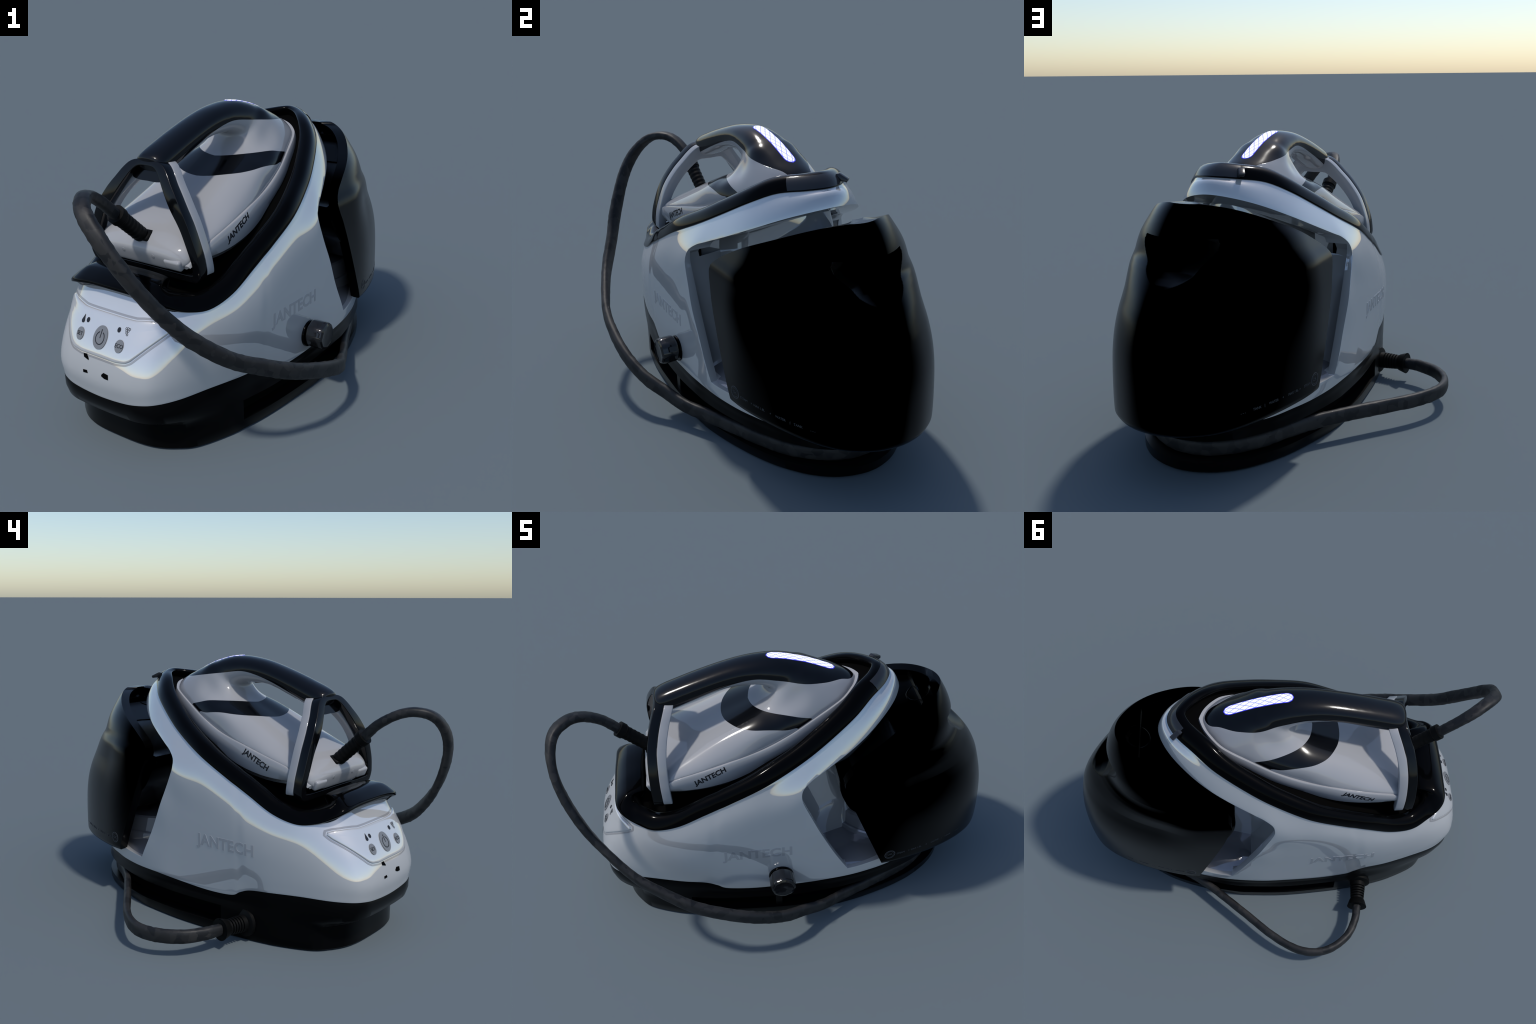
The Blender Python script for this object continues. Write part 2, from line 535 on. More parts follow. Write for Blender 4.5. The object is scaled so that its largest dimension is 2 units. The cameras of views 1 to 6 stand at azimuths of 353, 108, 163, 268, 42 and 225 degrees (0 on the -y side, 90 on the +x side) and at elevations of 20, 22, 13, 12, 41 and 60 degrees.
raise_front = np.clip((-.66 - rim_path[:, 0]) / .04, 0, 1)
floor_outer = rim_path - nrm * .065 + np.array([0, 0, 1]) * (.008 + .035 * raise_front)[:, None]
floor_rows = []
for t in (0, .2, .4, .6, .8, 1.0):
    F = floor_outer.copy(); F[:, 1] *= (1 - t)
    floor_rows.append(F)
floor_top = loft('tray_floor', floor_rows, VOID, cap0=False, cap1=False, smooth=60)
part(floor_top)

# lock slider on the rear outer face of the rim, with its tab
order = [i for i in range(300) if rim_path[i, 0] > .3 and -.15 < rim_path[i, 1] < .10]
order.sort(key=lambda i: rim_path[i, 1])
sl = []
for i in order:
    q = lambda o, u: rim_point(o, u)[i]
    sl.append([q(.009, .004), q(.008, .026), q(.001, .044), q(-.012, .054), q(-.008, .02), q(0, .004)])
slider = loft('lock_slider', np.array(sl), SMOKE, smooth=30); part(slider)
i = order[-1]
tabc = rim_path[i]; tn = nrm[i]; tt = np.cross(tn, [0, 0, 1])
tab_v = []
for du in (-.014, .014):
    for o, u in ((-.002, .020), (.040, .015), (.048, .032), (.012, .062), (-.006, .056)):
        tab_v.append(rim_point(o, 0)[i] + tt * du + rim_up[i] * u * .8 - tn * .004)
tab = make_mesh('slider_tab', tab_v, [(0, 1, 2, 3, 4), (9, 8, 7, 6, 5)] + [(k, (k + 1) % 5, 5 + (k + 1) % 5, 5 + k) for k in range(5)], SMOKE, 30)
bevel(tab, .003, 2); set_material(tab, SMOKE); part(tab, slider)

# ------------------------------------------------------------------ water tank
zA = curve1([.20, .30, .50, .66, .73, .79, .85, .88, .92, 1.0, 1.07, 1.15], [.664, .682, .672, .641, .616, .582, .532, .505, .470, .447, .418, .372])
zB = curve1([.20, .30, .50, .68, .80, .852, .90, .98, 1.046, 1.11, 1.15], [.452, .459, .459, .453, .440, .428, .402, .362, .315, .262, .20])
a_front = curve1([.20, .279, .66, .76, .80, .83, .852], [.552, .525, .374, .337, .320, .311, .312])
a_top = curve1([.852, .875, .90, .92, .98, 1.046, 1.111, 1.14], [.312, .330, .361, .392, .50, .64, .78, .866])
# half outline of the rear, from side (x = 0) to rear centre (x = 1): slab-sided low down, round higher up
SLAB_X = np.array([0, .1, .2, .3, .444, .593, .74, .86, .933, .978, 1.0])
SLAB_Y = np.array([1, .990, .963, .924, .857, .768, .652, .510, .352, .203, 0])
slab = spline(np.stack([SLAB_X, SLAB_Y], -1), 6)
slab_ang = np.arctan2(slab[:, 1], slab[:, 0]); slab_rad = np.hypot(slab[:, 0], slab[:, 1])


def slab_radius(ph, z):
    k = np.clip((.93 - z) / .16, 0, 1)
    waist = .045 * np.exp(-((z - .78) / .13) ** 2) * np.clip((math.pi / 2 - ph) / .3, 0, 1) * np.clip(ph / .5, 0, 1)
    return 1 + (np.interp(ph, slab_ang[::-1], slab_rad[::-1]) - 1) * k - waist


def start_a(z):
    return float(a_front(z)) if z < .852 else float(a_top(z))


def tank_outline(z, inset, n):
    """U from the left front edge round the rear to the right front edge."""
    A, B = float(zA(z)) - inset, float(zB(z)) - inset
    a0 = min(start_a(z), .5 + A * .985)
    pts = []
    if a0 < .5:
        pts += [(a, B) for a in np.linspace(a0, .5, 8)[:-1]]
        ph0 = math.pi / 2
    else:
        ph0 = math.acos(min(1, (a0 - .5) / A))
    for p in np.linspace(ph0, 0, 90):
        r = float(slab_radius(p, z))
        pts.append((.5 + A * r * math.cos(p), B * r * math.sin(p)))
    h = resample(np.array(pts), n)
    full = np.vstack([h, (h[:-1] * [1, -1])[::-1]])
    for _ in range(24):                                     # ease the curvature along the outline
        full[1:-1] = (full[:-2] + 2 * full[1:-1] + full[2:]) / 4
    return full


SCOOP_Z = [.79, .83, .85, .87, .90, .93, .96, .985, 1.005]
SCOOP_A = [1.10, 1.035, .995, .957, .915, .865, .822, .805, .812]


def scoop(P, z):
    """Finger scoop pressed into the rear under the hood."""
    P = P.copy()
    for k in range(len(P)):
        b = P[k, 1]
        if abs(b) > .26 or P[k, 0] < .7:
            continue
        if .79 < z < 1.005:
            bottom = float(np.interp(z, SCOOP_Z, SCOOP_A)) + .12 * (abs(b) / .21) ** 2.2
            P[k, 0] = min(P[k, 0], bottom)
    return P


tz = np.concatenate([[.270], np.linspace(.274, .76, 50), np.linspace(.763, 1.02, 130), np.linspace(1.023, 1.138, 30)])
NT = 110
trows = []
WALL = .055
for z in tz:
    soft = .010 * max(0, (.285 - z) / .015) ** 2 if z < .285 else 0
    out = scoop(tank_outline(z, soft, NT), z)
    inn = tank_outline(z, WALL, NT)
    inn[:, 0] = np.minimum(inn[:, 0], scoop(inn + [WALL, 0], z)[:, 0] - WALL)
    ring = np.vstack([out, inn[::-1]])
    # the rear of the lower edge hangs a little lower than the front corners
    drop = -.02 * np.clip((ring[:, 0] - .55) / .6, 0, 1) * np.clip((.45 - z) / .2, 0, 1)
    trows.append(np.c_[ring, z + drop])
tank = loft('water_tank', trows, TANK_BLACK, smooth=42)
part(tank)

# inner tank body with its sunken sloping top; its front ends are rounded lobes beside the bay wall
brows = []
lobe = curve1([.50, .56, .64, .68, .74, .78, .84, .90, 1.2], [.50, .45, .36, .325, .296, .285, .288, .34, .34])
for z in np.concatenate([np.linspace(.50, .80, 22), np.linspace(.81, 1.085, 30)]):
    zz = z + .045
    A, B = float(zA(zz)) - .026, float(zB(zz)) - .026
    A = min(A, .27) if z > .86 else min(A, .30) if z > .78 else A
    a0 = max(start_a(zz) + .012 if z > .83 else 0, float(lobe(z)))
    a0 = min(a0, .5 + A * .97)
    B2 = min(B - .015, .410)
    half = [(a, B2 if a <= .5 else B2 * math.sqrt(max(0, 1 - ((a - .5) / A) ** 2))) for a in np.linspace(a0, .5 + A, 60)]
    half[0] = (a0 + .012, B2 - .03)
    half = resample(np.array(half), 70)
    gap = .035
    core_b = np.interp(half[:, 0], [p[0] for p in core_half], [p[1] + gap for p in core_half])
    inner = np.array([(a, min(b, cb)) for (a, b), cb in zip(half, core_b) if a < .60])
    if len(inner) < 4:
        inner = np.array([(a0, half[0, 1] * k) for k in np.linspace(.98, .0, 40)])
    else:
        inner = resample(np.vstack([inner[:-1], [(inner[-1, 0], 0)]]), 40)
    outer = np.vstack([half, (half[:-1] * [1, -1])[::-1]])
    inn = np.vstack([inner, (inner[:-1] * [1, -1])[::-1]])
    brows.append(np.c_[np.vstack([outer, inn[::-1]]), np.full(len(outer) + len(inn), z)])
body_in = loft('tank_body', brows, TANK_BLACK, smooth=35)
part(body_in, tank)
th = np.linspace(0, 2 * math.pi, 40, endpoint=False)
fill_axis = Vector((-.42, 0, .91)).normalized()
fill = loft('filler_neck', [np.c_[.775 + r * np.cos(th) * .91, r * np.sin(th), 1.035 + r * np.cos(th) * .42 + dz]
                            for r, dz in ((.070, -.03), (.070, .022), (.064, .028), (.056, .022), (.056, -.02))], TANK_BLACK, cap0=True, cap1=True)
part(fill, tank)

# ------------------------------------------------------------------ conforming decals
def conform(verts2, place, lift):
    """verts2: (x, y, depth) -> surface; place(x, y) gives origin and direction of a ray."""
    out = []
    for x, y, d in verts2:
        loc, nor = place(x, y)
        out.append(loc + nor * (lift + d))
    return out


def text_mesh(txt, size, shear=0.0, bold=0.0, space=1.0):
    cu = bpy.data.curves.new('lettering', 'FONT'); cu.body = txt; cu.size = size
    cu.align_x = 'CENTER'; cu.align_y = 'CENTER'; cu.shear = shear; cu.offset = bold; cu.space_character = space
    cu.resolution_u = 4
    ob = bpy.data.objects.new('lettering', cu); bpy.context.scene.collection.objects.link(ob)
    dg = bpy.context.evaluated_depsgraph_get(); dg.update()
    me = bpy.data.meshes.new_from_object(ob.evaluated_get(dg))
    bm = bmesh.new(); bm.from_mesh(me)
    bmesh.ops.triangulate(bm, faces=bm.faces)
    for _ in range(2):
        bmesh.ops.subdivide_edges(bm, edges=[e for e in bm.edges if e.calc_length() > size * .16], cuts=1, use_grid_fill=False)
        bmesh.ops.triangulate(bm, faces=bm.faces)
    bm.to_mesh(me); bm.free()
    v = np.array([tuple(q.co) for q in me.vertices]); f = [tuple(p.vertices) for p in me.polygons]
    bpy.data.objects.remove(ob); bpy.data.curves.remove(cu); bpy.data.meshes.remove(me)
    return v, f


def decal(name, v2, faces, place, mat, thick=.0012, lift=.0004, parent=None):
    """Thin raised print with real thickness, wrapped on a surface."""
    n = len(v2)
    top = conform([(x, y, thick) for x, y in v2], place, lift)
    bot = conform([(x, y, -thick) for x, y in v2], place, lift)
    bm = bmesh.new()
    vs = [bm.verts.new(p) for p in top + bot]
    edges = {}
    for f in faces:
        try:
            bm.faces.new([vs[i] for i in f])
            bm.faces.new([vs[n + i] for i in reversed(f)])
        except ValueError:
            continue
        for p, q in zip(f, f[1:] + f[:1]):
            edges[(p, q)] = edges.get((p, q), 0) + 1
    for (p, q) in edges:
        if (q, p) not in edges:
            try:
                bm.faces.new([vs[q], vs[p], vs[n + p], vs[n + q]])
            except ValueError:
                pass
    me = bpy.data.meshes.new(name); bm.to_mesh(me); bm.free()
    me.materials.append(mat)
    ob = bpy.data.objects.new(name, me); bpy.context.scene.collection.objects.link(ob)
    return part(ob, parent)


def disc2(cx, cy, rx, ry, n=36):
    t = np.linspace(0, 2 * math.pi, n, endpoint=False)
    v = [(cx, cy)] + [(cx + rx * math.cos(x), cy + ry * math.sin(x)) for x in t]
    return v, [(0, 1 + i, 1 + (i + 1) % n) for i in range(n)]


def ring2(cx, cy, r0, r1, t0=0, t1=2 * math.pi, n=40):
    full = abs(t1 - t0 - 2 * math.pi) < 1e-6
    t = np.linspace(t0, t1, n, endpoint=not full)
    v = [(cx + r0 * math.cos(x), cy + r0 * math.sin(x)) for x in t] + [(cx + r1 * math.cos(x), cy + r1 * math.sin(x)) for x in t]
    m = n if full else n - 1
    return v, [(i, (i + 1) % n, n + (i + 1) % n, n + i) for i in range(m)]


def poly2(pts):
    return list(pts), [tuple(range(len(pts)))]


def join2(*parts):
    V, F = [], []
    for v, f in parts:
        k = len(V); V += list(v); F += [tuple(i + k for i in q) for q in f]
    return V, F


def text2(txt, size, cx=0, cy=0, **kw):
    v, f = text_mesh(txt, size, **kw)
    return [(x + cx, y + cy) for x, y, _ in v], f


# ---- control panel on the front; x = to the right as seen from the front (-b), y = z
def on_front(x, y):
    loc, nor = hit(HB, (-1.6, -x, y), (1, 0, 0))
    if loc is None:
        loc, nor = Vector((-.8, -x, y)), Vector((-1, 0, 0))
    if nor.x > 0:
        nor = -nor
    return loc, nor


half = [(0, .430), (.10, .430), (.150, .436), (.172, .447), (.235, .508), (.292, .563), (.304, .583), (.296, .598),
        (.270, .604), (.215, .606), (.175, .604), (.145, .600), (.08, .600), (0, .600)]
pl = np.vstack([half, [(-x, y) for x, y in half[-2:0:-1]]])
pl = resample(pl, 160, closed=True)
pc = np.array([0, .52])


def shrink(poly, d):
    t = np.roll(poly, -1, 0) - np.roll(poly, 1, 0); t /= np.linalg.norm(t, axis=1)[:, None]
    n = np.stack([-t[:, 1], t[:, 0]], -1)
    return poly + n * d


rows = []
for d, lift in ((-.006, -.004), (-.005, -.0005), (-.001, -.004), (.002, -.004), (.004, .004), (.007, .0065), (.012, .0075)):
    P = shrink(pl, d)
    rows.append([on_front(x, y)[0] + on_front(x, y)[1] * lift for x, y in P])
inner = shrink(pl, .012)
for k in (.88, .76, .64, .5, .36, .22, .08):
    P = pc + (inner - pc) * [k, k]
    rows.append([on_front(x, y)[0] + on_front(x, y)[1] * .0075 for x, y in P])
panel = loft('control_panel', np.array([[tuple(q) for q in r] for r in rows]), WHITE, cap0=False, cap1=True, smooth=50)
part(panel)


shade_out, shade_in = shrink(pl, -.0085), shrink(pl, -.0005)  # shading of the panel's edge groove, drawn as a flat grey ring
sv = list(map(tuple, shade_out)) + list(map(tuple, shade_in))
ns = len(shade_out)
decal('painted_groove_shade', sv, [(k, (k + 1) % ns, ns + (k + 1) % ns, ns + k) for k in range(ns)], on_front,
      plain('groove_shade_grey', (0.36, 0.36, 0.37), .08, .5, metallic=.3), .0008, .0003, panel)


def on_panel(x, y):
    loc, nor = on_front(x, y)
    return loc + nor * .0085, nor


# buttons: (x, z); x is -b
for cx, cy, rx, ry in ((-.121, .496, .021, .024), (.106, .496, .021, .024), (-.004, .505, .038, .044)):
    v, f = disc2(cx, cy, rx, ry, 40)
    decal('button', v, f, on_panel, GREY_BUTTON, .0015, .001, panel)
on_btn = lambda x, y: (on_panel(x, y)[0] + on_panel(x, y)[1] * .0028, on_panel(x, y)[1])
v, f = text2('SET', .021, -.121, .496); decal('lettering', v, f, on_btn, INK, .0006, .0004, panel)
v, f = text2('ECO', .021, .106, .496); decal('lettering', v, f, on_btn, INK, .0006, .0004, panel)
v, f = join2(ring2(-.004, .503, .0215, .0245, math.radians(115), math.radians(425), 40), poly2([(-.0055, .503), (-.0025, .503), (-.0025, .535), (-.0055, .535)]))
decal('power_symbol', v, f, on_btn, INK, .0006, .0004, panel)
for cx in (-.100, .081):
    v, f = disc2(cx, .551, .0085, .0095, 20); decal('indicator_dot', v, f, on_panel, INK, .0006, .0004, panel)
drop = [(-.128 + .0085 * math.cos(t), .543 + .0085 * math.sin(t)) for t in np.linspace(math.radians(150), math.radians(390), 14)] + [(-.126, .567)]
v, f = poly2(drop); decal('drop_symbol', v, f, on_panel, INK, .0006, .0004, panel)
blobs = [ring2(.123 + dx, .553 + dy, .0035, .0047, n=14) for dx, dy in ((-.008, .009), (0, .010), (.008, .009), (-.005, .002), (.004, .002), (-.002, -.005), (.003, -.011))]
v, f = join2(*blobs); decal('steam_symbol', v, f, on_panel, plain('grey_ink', (.05, .052, .06), .3), .0006, .0004, panel)

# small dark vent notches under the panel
for pts in ([(-.083, .428), (-.062, .430), (-.050, .412), (-.050, .406), (-.078, .414)],
            [(-.078, .360), (-.055, .362), (-.050, .350), (-.076, .348)],
            [(.030, .365), (.042, .376), (.068, .373), (.070, .352), (.048, .352), (.031, .358)]):
    v, f = poly2(pts); decal('vent_notch', v, f, on_front, VOID, .0012, .0004)

# ---- large faint name on both flanks of the housing
for side in (1, -1):
    def flank(x, y, side=side):
        # reading direction: left flank reads towards the front, right flank towards the rear
        a = (-.279 - x) if side > 0 else (-.138 + x)
        loc, nor = hit(HB, (a, side * 1.5, y), (0, -side, 0))
        if nor.y * side < 0:
            nor = -nor
        return loc, nor
    v, f = text2('JANTECH', .082, 0, .468, bold=.0028, space=1.04)
    decal('lettering', v, f, flank, FAINT_INK, .0006, .0004)

# ---- print round the foot of the tank
TB = BVHTree.FromPolygons([tuple(v.co) for v in tank.data.vertices], [tuple(p.vertices) for p in tank.data.polygons])
for side in (1, -1):
    arc = resample(tank_outline(.33, 0, 200)[:200], 400)
    arc = arc * [1, side]
    dist = np.r_[0, np.cumsum(np.linalg.norm(np.diff(arc, axis=0), axis=1))]
    def on_tank(x, y, side=side, arc=arc, dist=dist):
        s = x if side < 0 else x
        p = np.array([np.interp(s, dist, arc[:, 0]), np.interp(s, dist, arc[:, 1])])
        q = np.array([np.interp(s + .01, dist, arc[:, 0]), np.interp(s + .01, dist, arc[:, 1])])
        t = q - p; n = np.array([-t[1], t[0]]) * side; n /= np.linalg.norm(n)
        o = p + n * .3
        loc, nor = hit(TB, (o[0], o[1], y), (-n[0], -n[1], 0))
        if loc is None:
            return Vector((p[0], p[1], y)), Vector((n[0], n[1], 0))
        if nor.x * n[0] + nor.y * n[1] < 0:
            nor = -nor
        return loc, nor
    s0 = .062
    v, f = join2(ring2(s0, .338, .026, .030, n=32), ring2(s0, .338, .020, .0215, n=28))
    decal('seal_mark', v, f, on_tank, TANK_INK, .0006, .0004, tank)
    sgn = 1
    words = [(.125, 'STEAM'), (.175, '>'), (.22, 'MAX 1.8L'), (.285, '+'), (.34, 'WATER'), (.39, '|'), (.43, 'TANK'), (.50, '- - -')]
    parts = [text2('OK', .02, s0, .338)]
    for s, w in words:
        tv, tf = text_mesh(w, .016)
        if side > 0:
            tv = tv * [-1, 1, 1]; tf = [tuple(reversed(q)) for q in tf]
        parts.append(([(s + x, .333 - .02 * (s - .06) + y) for x, y, _ in tv], tf))
    if side > 0:
        ov, of = text_mesh('OK', .02); ov = ov * [-1, 1, 1]
        parts[0] = ([(s0 + x, .338 + y) for x, y, _ in ov], [tuple(reversed(q)) for q in of])
    v, f = join2(*parts)
    decal('print_line', v, f, on_tank, TANK_INK, .0006, .0004, tank)

# ------------------------------------------------------------------ knob on the right flank
kc = (-.023, .300)
t8 = np.linspace(0, 2 * math.pi, 48, endpoint=False)
collar = loft('knob_collar', [np.c_[kc[0] + r * np.cos(t8), np.full(48, b), kc[1] - .008 + r * np.sin(t8)]
              for r, b in ((.066, -.44), (.067, -.470), (.064, -.478), (.050, -.478), (.046, -.470), (.046, -.50))], BLACK, smooth=40)
part(collar)
lob = 1 - .045 * (1 - np.abs(np.cos(4 * t8)))
knob = loft('valve_knob', [np.c_[kc[0] + r * lob * np.cos(t8), np.full(48, b), kc[1] + r * lob * np.sin(t8)]
            for r, b in ((.050, -.482), (.062, -.488), (.067, -.496), (.068, -.555), (.063, -.568), (.053, -.573), (.049, -.571), (.012, -.571))], KNOB_BLACK, smooth=30)
part(knob)

# ------------------------------------------------------------------ iron: body, grip
# edge line of the body (top of the skirt): s -> half width, height
e_s = [-.045, -.02, .03, .10, .21, .32, .40, .50, .60, .72, .80, .89, .97, 1.03, 1.08, 1.105, 1.122]
e_b = [.225, .258, .275, .285, .288, .289, .284, .270, .255, .240, .222, .194, .170, .143, .095, .060, .012]
e_h = [.050, .070, .085, .092, .078, .060, .046, .026, .012, .010, .010, .010, .010, .008, .005, .002, .000]
edge_b, edge_h = curve1(e_s, e_b), curve1(e_s, e_h)
# shoulder points of the dome: (s, [(b,h), ...] from edge to crown)
DOME = [
    (-.045, [(.21, .078), (.17, .098), (.09, .108), (0, .110)]),
    (-.020, [(.24, .095), (.19, .118), (.10, .128), (0, .131)]),
    (.03, [(.258, .108), (.20, .132), (.10, .145), (0, .148)]),
    (.10, [(.265, .112), (.20, .135), (.10, .150), (0, .154)]),
    (.25, [(.264, .102), (.197, .134), (.10, .149), (0, .149)]),
    (.45, [(.253, .090), (.192, .134), (.10, .151), (0, .150)]),
    (.60, [(.240, .090), (.178, .132), (.085, .152), (0, .152)]),
    (.68, [(.231, .078), (.165, .124), (.088, .155), (0, .162)]),
    (.75, [(.217, .073), (.162, .120), (.104, .180), (0, .215)]),
    (.82, [(.194, .068), (.144, .130), (.104, .212), (0, .300)]),
    (.90, [(.170, .072), (.138, .138), (.098, .215), (0, .256)]),
    (.97, [(.148, .060), (.116, .116), (.070, .165), (0, .188)]),
    (1.03, [(.120, .042), (.090, .082), (.047, .108), (0, .118)]),
    (1.08, [(.078, .025), (.056, .046), (.028, .060), (0, .066)]),
    (1.105, [(.045, .014), (.032, .024), (.015, .030), (0, .033)]),
    (1.122, [(.009, .004), (.007, .006), (.003, .008), (0, .008)]),
]
cols = []
for s, d in DOME:
    b, h = float(edge_b(s)), float(edge_h(s))
    cols.append([(s, 0, h - .03), (s, b * .6, h - .03), (s, b - .006, h - .012), (s, b, h)] + [(s, x, y) for x, y in d])
cols = np.array(cols)                                       # stations x 8 x 3
fine = np.stack([spline(cols[:, k], 7) for k in range(cols.shape[1])], 1)
rings = []
for st in fine:
    hp = spline(st, 6)
    hp[:, 1] = np.maximum(hp[:, 1], 0)
    m = hp[1:-1][::-1].copy(); m[:, 1] *= -1
    rings.append(np.vstack([hp, m]))
body = loft('body', rings, IRON_WHITE)

# grip tube: (s, top, underside, half width)
GRIP = [(.190, .410, .330, .062), (.200, .424, .318, .078), (.25, .427, .310, .084), (.32, .422, .305, .084), (.40, .415, .300, .084),
        (.50, .403, .292, .083), (.58, .391, .272, .084), (.64, .379, .246, .087), (.70, .362, .212, .092),
        (.76, .341, .135, .100), (.82, .311, .07, .108), (.88, .266, .06, .108), (.93, .215, .06, .090)]
grows = []
tg = np.linspace(0, 2 * math.pi, 40, endpoint=False)
for s, top, und, w in spline(GRIP, 6):
    top, und = top + .001, und - .002                            # the smoothing below takes this back
    hh = (top - und) / 2; c = (top + und) / 2
    cs, sn = np.cos(tg), np.sin(tg)
    e = .85
    grows.append(np.c_[np.full(40, s), w * np.sign(cs) * np.abs(cs) ** e, c + hh * np.sign(sn) * np.abs(sn) ** e])
gt = loft('grip_tube', grows, GRIP_BLACK)
m = body.modifiers.new('u', 'BOOLEAN'); m.operation = 'UNION'; m.object = gt; m.solver = 'EXACT'
apply_mods(body); remove(gt)
m = body.modifiers.new('r', 'REMESH'); m.mode = 'VOXEL'; m.voxel_size = .0055; m.use_smooth_shade = True
m = body.modifiers.new('s', 'SMOOTH'); m.factor = .5; m.iterations = 90
apply_mods(body, 60)
body.data.materials.clear(); body.data.materials.append(IRON_WHITE)
IB = BVHTree.FromPolygons([tuple(v.co) for v in body.data.vertices], [tuple(p.vertices) for p in body.data.polygons])

# black upper shell of the grip: everything above this side-view line
line = spline([(1.16, -.02), (1.10, .022), (1.05, .068), (.98, .112), (.90, .163), (.80, .225), (.70, .285), (.61, .310),
               (.50, .323), (.37, .330), (.25, .333), (.10, .335)], 6)
outline = np.vstack([line, [(.10, .7), (1.3, .7), (1.3, -.02)]])
cutter = prism('cutter', outline, -.5, .5, 1)
grip = copy_of(body, 'grip')
boolean(grip, cutter, 'INTERSECT', 50, keep=True)
boolean(body, cutter, 'DIFFERENCE', 50)
set_material(grip, GRIP_BLACK)
part(grip, IRON)

# dark crescent inlay around the foot of the neck
inn = [(.895, .196), (.83, .205), (.77, .201), (.70, .172), (.65, .137), (.615, .09), (.598, .045), (.590, 0)]
out = [(.434, 0), (.439, .045), (.456, .10), (.500, .169), (.55, .207), (.61, .228), (.70, .236), (.77, .227), (.83, .213), (.895, .198)]
ci = spline(inn, 6); co = spline(out, 6)
ci_full = np.vstack([ci, (ci[:-1] * [1, -1])[::-1]])
co_full = np.vstack([(co[1:] * [1, -1])[::-1], co])
cres = np.vstack([ci_full, co_full[1:-1]])
cutter = prism('cutter', cres, .012, .24, 2)
inlay = copy_of(body, 'crescent_inlay')
boolean(inlay, cutter, 'INTERSECT', 50, keep=True)
boolean(body, cutter, 'DIFFERENCE', 50)
set_material(inlay, GRIP_BLACK); set_material(body, IRON_WHITE)
part(inlay, IRON); part(body, IRON)

# skirt below the body line
k_s = np.array([-.035, .0, .05, .10, .16, .25, .40, .60, .80, 1.0, 1.09, 1.14])
k_bot = curve1(k_s, [.048, .045, .035, .012, -.015, -.045, -.075, -.085, -.085, -.075, -.065, -.055])
skirt_w = curve1([-.05, -.03, .03, .10, .32, .50, .72, .89, .97, 1.03, 1.07, 1.10, 1.120, 1.133, 1.140],
                 [.23, .262, .285, .295, .299, .280, .250, .205, .181, .154, .120, .085, .054, .024, .003])
cols = []
for s in np.concatenate([np.linspace(-.030, 1.02, 60), np.linspace(1.03, 1.139, 26)]):
    q = min(s, 1.122)
    w = float(skirt_w(s))
    b, h = min(float(edge_b(q)), w * .93), float(edge_h(q)); hb = float(k_bot(s))
    hb = min(hb, h - .02)
    x = s
    mid = (h + hb) / 2
    half = [(x, 0, hb), (x, w * .55, hb), (x, w * .93, hb), (x, w * .99, hb + .012), (x, w * 1.012, mid), (x, w, h - .006), (x, w * .985, h - .001), (x, b * .95, h - .002), (x, b * .5, h - .004), (x, 0, h - .004)]
    half = np.array(half); mm = half[1:-1][::-1].copy(); mm[:, 1] *= -1
    cols.append(np.vstack([half, mm]))
skirt = loft('skirt', cols, IRON_WHITE, smooth=45)
part(skirt, IRON)
SB = BVHTree.FromPolygons([tuple(v.co) for v in skirt.data.vertices], [tuple(p.vertices) for p in skirt.data.polygons])
sole = []
for s in np.linspace(.02, 1.115, 60):
    b = float(edge_b(min(s, 1.122))) - .012; hb = float(k_bot(s))
    sole.append([(s, -b, hb - .012), (s, -b, hb + .001), (s, b, hb + .001), (s, b, hb - .012)])
part(loft('soleplate', np.array(sole), STEEL, smooth=30), IRON)

for side in (1, -1):
    def on_skirt(x, y, side=side):
        s = (.282 - x) if side > 0 else (.282 + x)
        yy = y + .028
        loc, nor = hit(SB, (s, side * .8, yy), (0, -side, 0))
        if loc is None:
            loc, nor = Vector((s, side * .29, yy)), Vector((0, side, 0))
        if nor.y * side < 0:
            nor = -nor
        return loc, nor
    v, f = text2('JANTECH', .041, 0, 0, shear=.12, bold=.0012)
    decal('lettering', v, f, on_skirt, INK, .0006, .0004, IRON)

# heel details: two screw holes and moulded pads
for b in (.085, -.085):
    loc, nor = hit(IB, (-.5, b, .090), (1, 0, 0))
    if loc:
        part(tube('screw_hole', [loc + nor * k for k in (-.004, .0005, .001)], (.009, .009, .007), FAINT_INK, 16), IRON)
for b in (.185, -.185):
    pad = make_mesh('heel_pad', [(x, b + dx * w, h) for x in (-.052, -.02) for dx, h in ((-1, .038), (1, .038), (1, .090), (-1, .090)) for w in [.045]],
                    [(0, 1, 2, 3), (7, 6, 5, 4), (0, 4, 5, 1), (1, 5, 6, 2), (2, 6, 7, 3), (3, 7, 4, 0)], IRON_WHITE)
    bevel(pad, .012, 4, 30, 60); set_material(pad, IRON_WHITE); part(pad, IRON)

# lit strip on the nose of the grip
GB = BVHTree.FromPolygons([tuple(v.co) for v in grip.data.vertices], [tuple(p.vertices) for p in grip.data.polygons])


def on_grip(x, y):
    loc, nor = hit(GB, (x, y, 1.0), (0, 0, -1))
    if loc is None:
        return Vector((x, y, .1)), Vector((0, 0, 1))
    return loc, (nor if nor.z > 0 else -nor)


